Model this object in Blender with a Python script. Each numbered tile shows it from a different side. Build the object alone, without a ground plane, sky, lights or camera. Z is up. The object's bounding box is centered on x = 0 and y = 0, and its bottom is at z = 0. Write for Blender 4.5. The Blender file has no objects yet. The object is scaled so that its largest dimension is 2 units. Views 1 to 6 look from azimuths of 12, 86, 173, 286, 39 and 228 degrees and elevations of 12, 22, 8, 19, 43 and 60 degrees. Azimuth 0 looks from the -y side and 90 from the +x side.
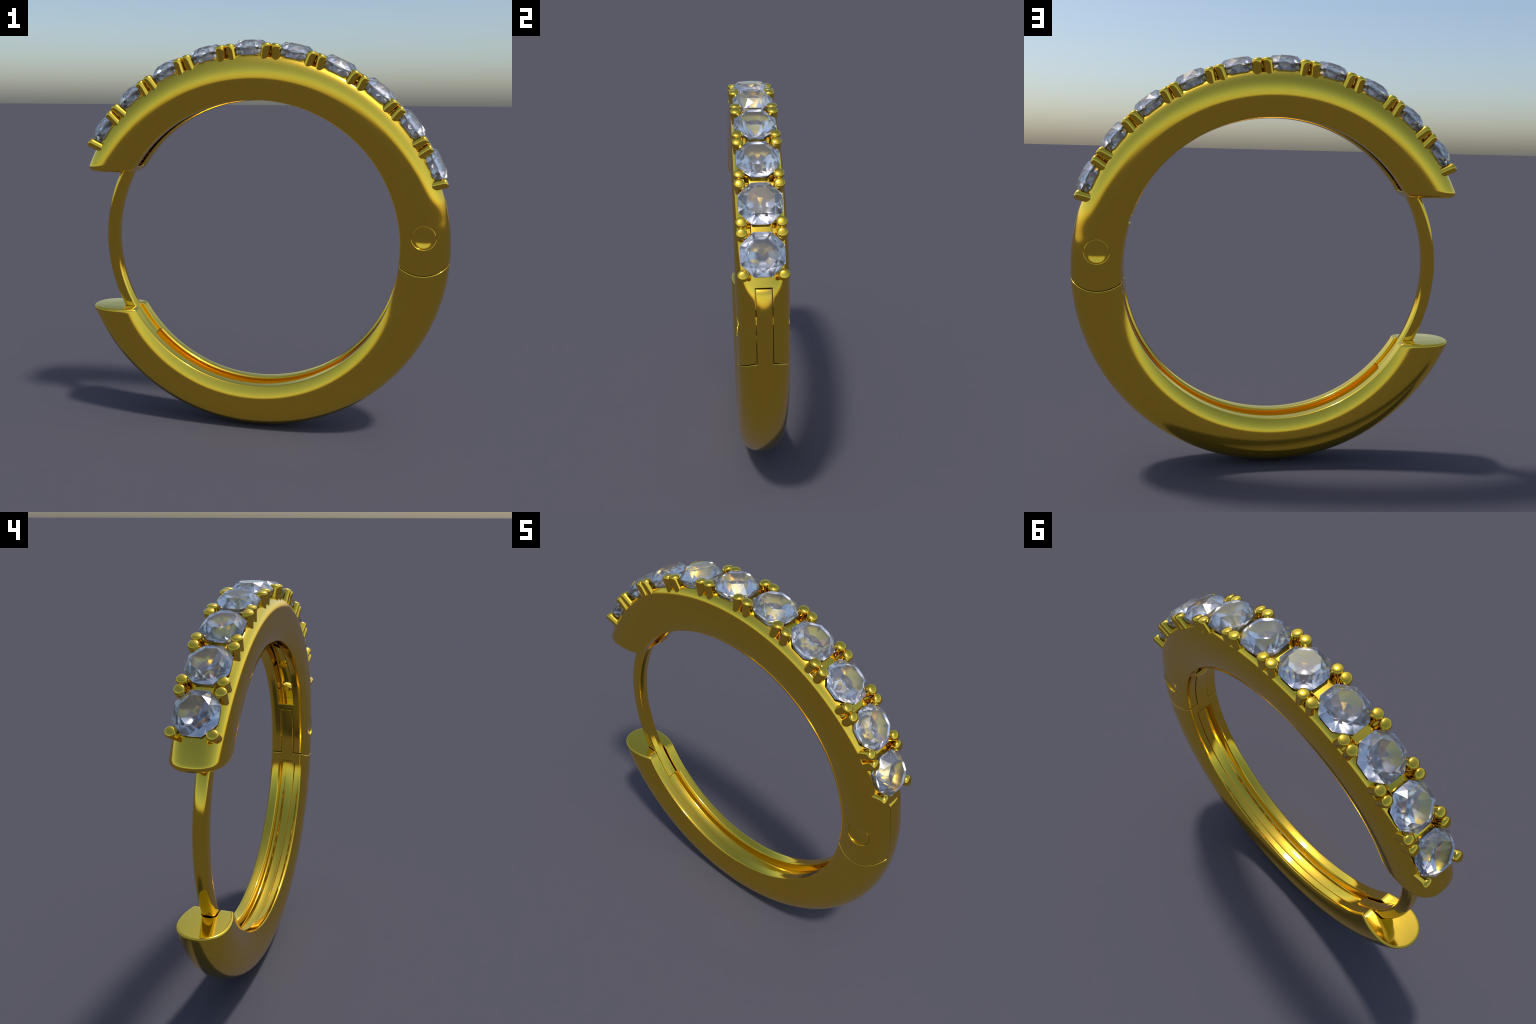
"""Gold huggie hoop earring with ten claw-set pale blue stones.

The hoop stands upright in the xz plane.  It is two half hoops, swept through a
rounded cross-section about a common centre: an upper half that carries the
stones and a thin ear post, and a lower half, hinged on a pin, with a slot that
catches the post.
"""
import bpy, bmesh, math
from mathutils import Vector, Matrix

# ------------------------------------------------------------------ dimensions
CX, CZ = -0.0380, 0.975          # centre of the hoop
R_IN, R_IN_UP = 0.735, 0.739     # inner radius of the lower and upper half
R_MID, HALF_W = 0.845, 0.120    # radius at which the hoop is widest, half width
R_OUT = 0.975                   # outer radius of the round lower half
STONE_CX = -0.0425               # the stone row runs about a slightly shifted centre
UP_END_Z, LOW_END_Z = 1.346, 0.617      # level cuts of the two open ends
PIN_X, PIN_Z, PIN_R = 0.801, 1.077, 0.0575
SEAM_R = 0.188                  # the hinge seam is an arc about the pin
TONGUE_END = 18.2               # degrees, where the hinge tongue stops
TONGUE_W = 0.0345
STONES, STONE_STEP, STONE_MID = 10, 13.0, 84.9
STONE_R = 0.0955                # half the flat-to-flat size of a stone
R_TABLE, R_GIRDLE, R_TIER, R_CULET = 1.024, 0.986, 0.948, 0.902
PRONG_Y, PRONG_T = 0.0865, 0.0885


def rad(a):
    return math.radians(a)


def lerp(a, b, t):
    return a + (b - a) * t


def smooth(a, b, x):
    t = min(1, max(0, (x - a) / (b - a)))
    return t * t * (3 - 2 * t)


def polar(r, ang, y):
    return Vector((CX + r * math.cos(ang), y, CZ + r * math.sin(ang)))


# ------------------------------------------------------------------- materials
def gold_material():
    m = bpy.data.materials.new("polished_gold")
    m.use_nodes = True
    nt = m.node_tree
    b = nt.nodes["Principled BSDF"]
    tc = nt.nodes.new("ShaderNodeTexCoord")
    no = nt.nodes.new("ShaderNodeTexNoise")
    no.inputs["Scale"].default_value = 3.0
    no.inputs["Detail"].default_value = 2.0
    ramp = nt.nodes.new("ShaderNodeValToRGB")
    ramp.color_ramp.elements[0].color = (0.985, 0.655, 0.062, 1)
    ramp.color_ramp.elements[1].color = (1.0, 0.670, 0.066, 1)
    nt.links.new(tc.outputs["Object"], no.inputs["Vector"])
    nt.links.new(no.outputs["Fac"], ramp.inputs["Fac"])
    nt.links.new(ramp.outputs["Color"], b.inputs["Base Color"])
    b.inputs["Metallic"].default_value = 1.0
    b.inputs["Roughness"].default_value = 0.08
    bev = nt.nodes.new("ShaderNodeBevel")
    bev.samples = 8
    bev.inputs["Radius"].default_value = 0.006
    nt.links.new(bev.outputs["Normal"], b.inputs["Normal"])
    return m


def stone_material():
    m = bpy.data.materials.new("pale_blue_stone")
    m.use_nodes = True
    nt = m.node_tree
    b = nt.nodes["Principled BSDF"]
    tc = nt.nodes.new("ShaderNodeTexCoord")
    no = nt.nodes.new("ShaderNodeTexNoise")
    no.inputs["Scale"].default_value = 2.0
    ramp = nt.nodes.new("ShaderNodeValToRGB")
    ramp.color_ramp.elements[0].color = (0.86, 0.915, 0.99, 1)
    ramp.color_ramp.elements[1].color = (0.89, 0.935, 0.99, 1)
    nt.links.new(tc.outputs["Object"], no.inputs["Vector"])
    nt.links.new(no.outputs["Fac"], ramp.inputs["Fac"])
    nt.links.new(ramp.outputs["Color"], b.inputs["Base Color"])
    b.inputs["Transmission Weight"].default_value = 0.96
    b.inputs["Roughness"].default_value = 0.13
    b.inputs["IOR"].default_value = 1.95
    return m


GOLD = gold_material()
STONE = stone_material()


# --------------------------------------------------------------- mesh plumbing
def finish(bm, name, mat, parent=None, angle=32, flat=False):
    bmesh.ops.recalc_face_normals(bm, faces=bm.faces)
    me = bpy.data.meshes.new(name)
    bm.to_mesh(me)
    bm.free()
    ob = bpy.data.objects.new(name, me)
    bpy.context.scene.collection.objects.link(ob)
    me.materials.append(mat)
    shade(me, angle, flat)
    ob.parent = parent
    return ob


def shade(me, angle=32, flat=False):
    me.polygons.foreach_set("use_smooth", [not flat] * len(me.polygons))
    if not flat:
        me.set_sharp_from_angle(angle=rad(angle))
    me.update()


def loft(rings, closed=True):
    """Skin a list of equally long closed point loops, with n-gon caps."""
    bm = bmesh.new()
    vs = [[bm.verts.new(p) for p in ring] for ring in rings]
    n = len(rings[0])
    for a, b in zip(vs, vs[1:]):
        for i in range(n):
            j = (i + 1) % n
            bm.faces.new((a[i], a[j], b[j], b[i]))
    if closed:
        bm.faces.new(vs[0])
        bm.faces.new(vs[-1])
    return bm


def helper(bm, name):
    return finish(bm, name, GOLD)


def boolean(ob, cutters, op="DIFFERENCE"):
    for c in cutters:
        m = ob.modifiers.new("cut", "BOOLEAN")
        m.operation, m.solver, m.object = op, "EXACT", c
        dg = bpy.context.evaluated_depsgraph_get()
        me = bpy.data.meshes.new_from_object(ob.evaluated_get(dg))
        ob.modifiers.clear()
        old, nm = ob.data, ob.data.name
        ob.data = me
        bpy.data.meshes.remove(old)
        me.name = nm
        bpy.data.objects.remove(c)
    bm = bmesh.new()
    bm.from_mesh(ob.data)
    bmesh.ops.remove_doubles(bm, verts=bm.verts, dist=1e-5)
    bmesh.ops.dissolve_degenerate(bm, edges=bm.edges, dist=1e-6)
    bmesh.ops.connect_verts_nonplanar(bm, angle_limit=rad(0.5), faces=bm.faces)
    bm.to_mesh(ob.data)
    bm.free()
    shade(ob.data)


def sector(r0, r1, a0, a1, w, step=1.5, lip=None):
    """A curved bar: part of a ring of rectangular section (angles in degrees).

    lip is the radius at which the bar flares, so that what it cuts has a
    rounded edge.
    """
    half = [(r0, w), (r1, w)]
    if lip:
        c = 0.007
        half = [(r0, w + 1.1 * c), (lip - 0.001, w + 1.1 * c)] + \
               [(lip + c * math.sin(rad(t)) - 0.0005, w + c * (1 - math.cos(rad(90 - t)))) for t in (5, 25, 45, 65, 85)] + \
               [(r1 - 0.008, w), (r1 - 0.0025, w - 0.0025), (r1, w - 0.008)]
    prof = half + [(r, -y) for r, y in reversed(half)]
    n = max(2, int(abs(a1 - a0) / step))
    rings = []
    for k in range(n + 1):
        a = rad(lerp(a0, a1, k / n))
        rings.append([polar(r, a, y) for r, y in prof])
    return helper(loft(rings), "cutter")


def prism(points, w):
    """Extrude a polygon in the xz plane to |y| <= w."""
    return helper(loft([[Vector((x, y, z)) for x, z in points] for y in (-w, w)]), "cutter")


def cylinder_y(x, z, r, y0, y1, n=96):
    ang = [2 * math.pi * i / n for i in range(n)]
    return helper(loft([[Vector((x + r * math.cos(a), y, z + r * math.sin(a))) for a in ang]
                        for y in (y0, y1)]), "cutter")


# ------------------------------------------------------- hoop cross-section
def crown(flatness, a):
    """Outer radius and roundness exponent of the section at angle a (deg)."""
    c = math.cos(rad(a))
    return lerp(R_OUT, 0.9735 - 0.009 * c, flatness), lerp(2.14, 2.85 + 0.35 * c, smooth(10, 28, a) if flatness else 0.0)


def section(flatness, ang, r_in=R_IN, inset=0.0, n_out=44, n_in=16, n_flat=10):
    """Closed loop of (r, y): rounded sides, flat inside.

    flatness 0 gives the round lower half, 1 the flat-backed upper half.
    inset pulls the outline inwards (used to round off the open ends).
    """
    a_out, e = crown(flatness, ang)
    a_out -= R_MID + inset
    e = lerp(e, 2.1, min(1.0, inset / 0.03))
    w = HALF_W - inset
    a_in = 0.171
    r_in += min(inset, 0.011)
    half = []
    c = 0.003                                        # softened inner edge
    t_edge = math.asin((R_MID - r_in - c) / a_in)
    w_edge = w * math.cos(t_edge)
    for k in range(n_flat // 2 + 1):
        half.append((r_in, (w_edge - c * 1.3) * k / (n_flat // 2)))
    half.append((r_in + 0.0008, w_edge - c * 0.5))
    for k in range(n_in + 1):
        t = lerp(t_edge, 0, k / n_in)
        half.append((R_MID - a_in * math.sin(t), w * math.cos(t)))
    for k in range(1, n_out // 2 + 1):
        t = math.pi / 2 * k / (n_out // 2)
        half.append((R_MID + a_out * math.sin(t) ** (2 / e), w * max(0.0, math.cos(t)) ** (2 / e)))
    half[-1] = (R_MID + a_out, 0.0)
    return half + [(r, -y) for r, y in reversed(half[1:-1])]


def level_point(r, y, z):
    """Where the circle of radius r meets the level z on the open (left) side."""
    return Vector((CX - math.sqrt(r * r - (z - CZ) ** 2), y, z))


def half_hoop(a_start, z_end, flat_fn, rho, name, parent, upward):
    """Sweep the section from a_start (deg) to the level cut at z_end."""
    rings = []
    sgn = 1 if upward else -1
    r_in = R_IN_UP if upward else R_IN
    r_hinge = 0.733
    a_turn = 140.0 if upward else -140.0
    n = int(abs(a_turn - a_start) / 0.9)
    for k in range(n + 1):
        a = lerp(a_start, a_turn, k / n)
        rings.append([polar(r, rad(a), y) for r, y in section(flat_fn(a), a, lerp(r_hinge, r_in, smooth(10, 40, abs(a))))])
    # swing the section planes from radial to level
    f = flat_fn(a_turn)
    z1 = z_end + sgn * rho
    base = section(f, a_turn, r_in)
    m = 22
    for k in range(1, m + 1):
        t = k / m
        ring = []
        for r, y in base:
            a_end = math.pi - math.asin((z1 - CZ) / r)
            if not upward:
                a_end -= 2 * math.pi
            ring.append(polar(r, lerp(rad(a_turn), a_end, t), y))
        rings.append(ring)
    for k in range(1, 7):
        ph = math.pi / 2 * k / 6
        z = z_end + sgn * rho * (1 - math.sin(ph))
        rings.append([level_point(r, y, z) for r, y in section(f, a_turn, r_in, rho * (1 - math.cos(ph)))])
    return finish(loft(rings), name, GOLD, parent)


# ------------------------------------------------------------------ the earring
earring = bpy.data.objects.new("hoop_earring", None)
bpy.context.scene.collection.objects.link(earring)
earring["label"] = "polished gold hinged hoop earring with ten pale blue stones"
earring["category"] = "earring"

stone_angles = [STONE_MID + (STONES - 1) / 2 * STONE_STEP - STONE_STEP * i for i in range(STONES)]


def stone_frame(a):
    """x along the hoop, y across it, z outwards."""
    a = rad(a)
    z = Vector((math.cos(a), 0, math.sin(a)))
    x = Vector((math.sin(a), 0, -math.cos(a)))
    m = Matrix((x, Vector((0, 1, 0)), z)).transposed().to_4x4()
    # right-handed: x cross y must equal z
    if x.cross(Vector((0, 1, 0))).dot(z) < 0:
        m = Matrix((-x, Vector((0, 1, 0)), z)).transposed().to_4x4()
    m.translation = Vector((STONE_CX, 0, CZ))
    return m


# ---- upper half
def upper_flat(a):
    return max(1e-6, smooth(16, 26, a))


upper = half_hoop(-13, UP_END_Z, upper_flat, 0.029, "upper_half_hoop", earring, True)

arc = [(PIN_X + (SEAM_R - 0.0020) * math.cos(rad(t)), PIN_Z + (SEAM_R - 0.0020) * math.sin(rad(t)))
       for t in [lerp(213.0, 327.0, k / 60) for k in range(61)]]
below = [(arc[0][0] - 0.2, arc[0][1])] + arc + [(arc[-1][0] + 0.2, arc[-1][1]),
        (arc[-1][0] + 0.2, 0.5), (arc[0][0] - 0.2, 0.5)]
boolean(upper, [prism(below, 0.3)])
boolean(upper, [sector(0.60, 1.10, -20, TONGUE_END, TONGUE_W + 0.0032)])
boolean(upper, [sector(0.60, 0.808, 20.7, 147.3, 0.041, lip=R_IN_UP)])
boolean(upper, [cylinder_y(PIN_X, PIN_Z, PIN_R + 0.0010, -0.3, -0.102),
                cylinder_y(PIN_X, PIN_Z, PIN_R + 0.0010, 0.102, 0.3)])


def octagon(r_flat, z, twist=0.0):
    k = r_flat / math.cos(math.pi / 8)
    return [Vector((k * math.cos(math.pi / 8 + twist + i * math.pi / 4),
                    k * math.sin(math.pi / 8 + twist + i * math.pi / 4), z)) for i in range(8)]


def placed(bm, m):
    bmesh.ops.transform(bm, matrix=m, verts=bm.verts)
    return bm


seats = []
for a in stone_angles:
    seats.append(helper(placed(loft([octagon(0.030, 0.80), octagon(0.030, 0.905), octagon(0.082, 0.945),
                                     octagon(0.0970, R_GIRDLE - 0.004), octagon(0.103, 1.05)]),
                               stone_frame(a)), "cutter"))
boolean(upper, seats)
notches = []
for a, b in zip(stone_angles, stone_angles[1:]):
    for s in (-1, 1):
        rings = [[Vector((x, s * y, z)) for x, z in ((-0.010, 0.942), (0.010, 0.942), (0.030, 0.962),
                                                     (0.030, 1.05), (-0.030, 1.05), (-0.030, 0.962))]
                 for y in (0.046, 0.16)]
        notches.append(helper(placed(loft(rings), stone_frame((a + b) / 2)), "cutter"))
boolean(upper, notches)

# ---- lower half
lower = half_hoop(0.0, LOW_END_Z, lambda a: 0.0, 0.013, "lower_half_hoop", earring, False)
boolean(lower, [cylinder_y(PIN_X, PIN_Z, SEAM_R + 0.0020, -0.3, 0.3, 200)])
boolean(lower, [sector(0.60, 0.797, -9.0, -137.3, 0.043, lip=R_IN)])
# socket for the post: the channel runs out through the end with a round bottom
rings = []
for k in range(29):
    a = rad(lerp(-137.0, -175.0, k / 28))
    rings.append([polar(r, a, y) for r, y in [(0.60, 0.037), (0.60, -0.037)] +
                  [(0.790 + 0.025 * math.sin(rad(t)), -0.037 * math.cos(rad(t))) for t in range(0, 181, 15)]])
boolean(lower, [helper(loft(rings), "cutter")])


# hinge tongue of the lower half, filling the slot of the upper half
def tongue_section(a, w):
    a_out, e = crown(upper_flat(a), a)
    a_out -= R_MID + 0.007 * smooth(TONGUE_END - 1.0, TONGUE_END, a)
    pts = []
    m = 8
    for k in range(m + 1):
        y = lerp(-w, w, k / m)
        pts.append((R_MID + a_out * (1 - abs(y / HALF_W) ** e) ** (1 / e), y))
    return pts + [(0.7305, w), (0.7305, -w)]


rings = [[polar(r, rad(a), y) for r, y in tongue_section(a, TONGUE_W)]
         for a in [lerp(-8.0, TONGUE_END - 0.25, k / 34) for k in range(35)]]
boolean(lower, [helper(loft(rings), "cutter")], "UNION")

# ---- hinge pin with slightly dished ends
rings = []
n = 72
profile = [(0.001, -0.1075), (0.015, -0.1079), (0.030, -0.1091), (0.042, -0.1107), (PIN_R - 0.003, -0.1132), (PIN_R - 0.001, -0.1132), (PIN_R, -0.1120)]
for r, y in profile + [(r, -y) for r, y in reversed(profile)]:
    rings.append([Vector((r * math.cos(2 * math.pi * i / n), y, r * math.sin(2 * math.pi * i / n)))
                  for i in range(n)])
pin = finish(loft(rings), "hinge_pin", GOLD, earring)
pin.location = (PIN_X, 0, PIN_Z)


# ---- ear post: a thin curved wire, rounded outside, faintly ridged inside
def post_section(s=1.0):
    w, r0, r1 = 0.033 * s, lerp(0.785, 0.752, s), lerp(0.785, 0.8175, s)
    pts = [(r0, 0.0), (r0 + 0.004, w * 0.80), (r0 + 0.012, w)]
    for k in range(9):
        t = rad(lerp(0, 90, k / 8))
        pts.append((r1 - 0.026 * s + 0.026 * s * math.sin(t) ** 0.8, w * max(0, math.cos(t)) ** 0.6))
    return pts + [(r, -y) for r, y in reversed(pts[1:-1])]


def post_lean(a):
    """The post runs slightly inside the circle of the hoop towards its tip."""
    return 0.002 + 0.009 * smooth(165, 225, math.degrees(a))


rings = []
for k in range(70):
    a = rad(lerp(148.0, 222.0, k / 69))
    rings.append([polar(r - post_lean(a), a, y) for r, y in post_section()])
for s, a in ((0.95, 222.35), (0.82, 222.55)):
    rings.append([polar(r - post_lean(rad(a)), rad(a), y) for r, y in post_section(s)])
post = finish(loft(rings), "ear_post", GOLD, upper, angle=14)


# ---- stones: eight-sided brilliants
def stone_mesh():
    k = 1 / math.cos(math.pi / 8)
    R = STONE_R * k

    def ring(r, z, off, n=8):
        return [Vector((r * math.cos(off + 2 * math.pi * i / n), r * math.sin(off + 2 * math.pi * i / n), z))
                for i in range(n)]
    h = math.pi / 8
    bm = bmesh.new()

    def add(ps):
        return [bm.verts.new(p) for p in ps]
    table = add(ring(0.62 * STONE_R * k, R_TABLE, h))
    star = add(ring(0.83 * STONE_R, lerp(R_GIRDLE, R_TABLE, 0.62), 0.0))
    g_hi_c = add(ring(R, R_GIRDLE + 0.002, h))
    g_hi_m = add(ring(STONE_R * 1.004, R_GIRDLE + 0.0045, 0.0))
    g_lo_c = add(ring(R, R_GIRDLE - 0.001, h))
    g_lo_m = add(ring(STONE_R * 1.004, R_GIRDLE - 0.004, 0.0))
    tier_c = add(ring(0.80 * R, R_TIER, h))
    culet = bm.verts.new((0, 0, R_CULET))
    bm.faces.new(table)
    for i in range(8):
        j = (i + 1) % 8         # corner i sits between mid i and mid i+1
        bm.faces.new((table[i], star[i], table[i - 1]))
        bm.faces.new((table[i], g_hi_c[i], star[i]))
        bm.faces.new((table[i], star[j], g_hi_c[i]))
        bm.faces.new((star[i], g_hi_c[i], g_hi_m[i]))
        bm.faces.new((star[j], g_hi_m[j], g_hi_c[i]))
        bm.faces.new((g_hi_c[i], g_lo_c[i], g_lo_m[i], g_hi_m[i]))
        bm.faces.new((g_hi_c[i], g_hi_m[j], g_lo_m[j], g_lo_c[i]))
        bm.faces.new((g_lo_c[i], tier_c[i], g_lo_m[i]))
        bm.faces.new((g_lo_c[i], g_lo_m[j], tier_c[i]))
        bm.faces.new((g_lo_m[i], tier_c[i], tier_c[i - 1]))
        bm.faces.new((tier_c[i], culet, tier_c[i - 1]))
    # origin at the girdle
    bmesh.ops.translate(bm, vec=(0, 0, -R_GIRDLE), verts=bm.verts)
    return bm


stone0 = finish(stone_mesh(), "gemstone", STONE, earring, flat=True)


# ---- prongs: leaning claws with domed heads and a foot under the stone
def prong_mesh():
    """One claw at +x +y of its stone, in the stone's frame."""
    n = 24
    head, foot = 0.0252, 0.0242
    rows = [(0.900, foot), (0.940, foot), (0.975, lerp(foot, head, 0.7)), (0.990, head), (0.9960, head * 0.985),
            (1.0005, head * 0.90), (1.0035, head * 0.72), (1.0052, head * 0.45), (1.0060, head * 0.12)]
    rings = []
    for z, r in rows:
        t = (z - 0.93) / (0.99 - 0.93)
        cx = lerp(0.0775, PRONG_T, t if t < 1 else 1 + (t - 1) * 0.3)
        cy = lerp(0.0800, PRONG_Y, min(t, 1.0))
        rings.append([Vector((cx + r * math.cos(2 * math.pi * i / n), cy + r * math.sin(2 * math.pi * i / n), z))
                      for i in range(n)])
    bm = loft(rings)
    # foot: a short bar leaning in under the girdle
    a, b = Vector((0.076, 0.082, 0.966)), Vector((0.052, 0.058, 0.926))
    side = Vector((1, -1, 0)).normalized()
    up = (b - a).cross(side).normalized()
    rings = []
    for p, w, h in ((a, 0.011, 0.010), (lerp(a, b, 0.5), 0.011, 0.010), (b, 0.012, 0.012)):
        rings.append([p + side * w * math.cos(2 * math.pi * i / 12) + up * h * math.sin(2 * math.pi * i / 12)
                      for i in range(12)])
    bm2 = loft(rings)
    me = bpy.data.meshes.new("tmp")
    bm2.to_mesh(me)
    bm2.free()
    bm.from_mesh(me)
    bpy.data.meshes.remove(me)
    bmesh.ops.translate(bm, vec=(0, 0, -R_GIRDLE), verts=bm.verts)
    return bm


prong_meshes = {}
for sx in (1, -1):
    for sy in (1, -1):
        bm = prong_mesh()
        bmesh.ops.scale(bm, vec=(sx, sy, 1), verts=bm.verts)
        ob = finish(bm, "prong", GOLD, None, angle=50)
        prong_meshes[sx, sy] = ob.data
        bpy.data.objects.remove(ob)

lift = Matrix.Translation((0, 0, R_GIRDLE))
for i, a in enumerate(stone_angles):
    m = stone_frame(a) @ lift
    ob = stone0 if i == 0 else stone0.copy()
    if i:
        bpy.context.scene.collection.objects.link(ob)
    ob.parent = earring
    ob.matrix_world = m
    for key in prong_meshes:
        p = bpy.data.objects.new("prong", prong_meshes[key])
        bpy.context.scene.collection.objects.link(p)
        p.parent = upper
        p.matrix_world = m
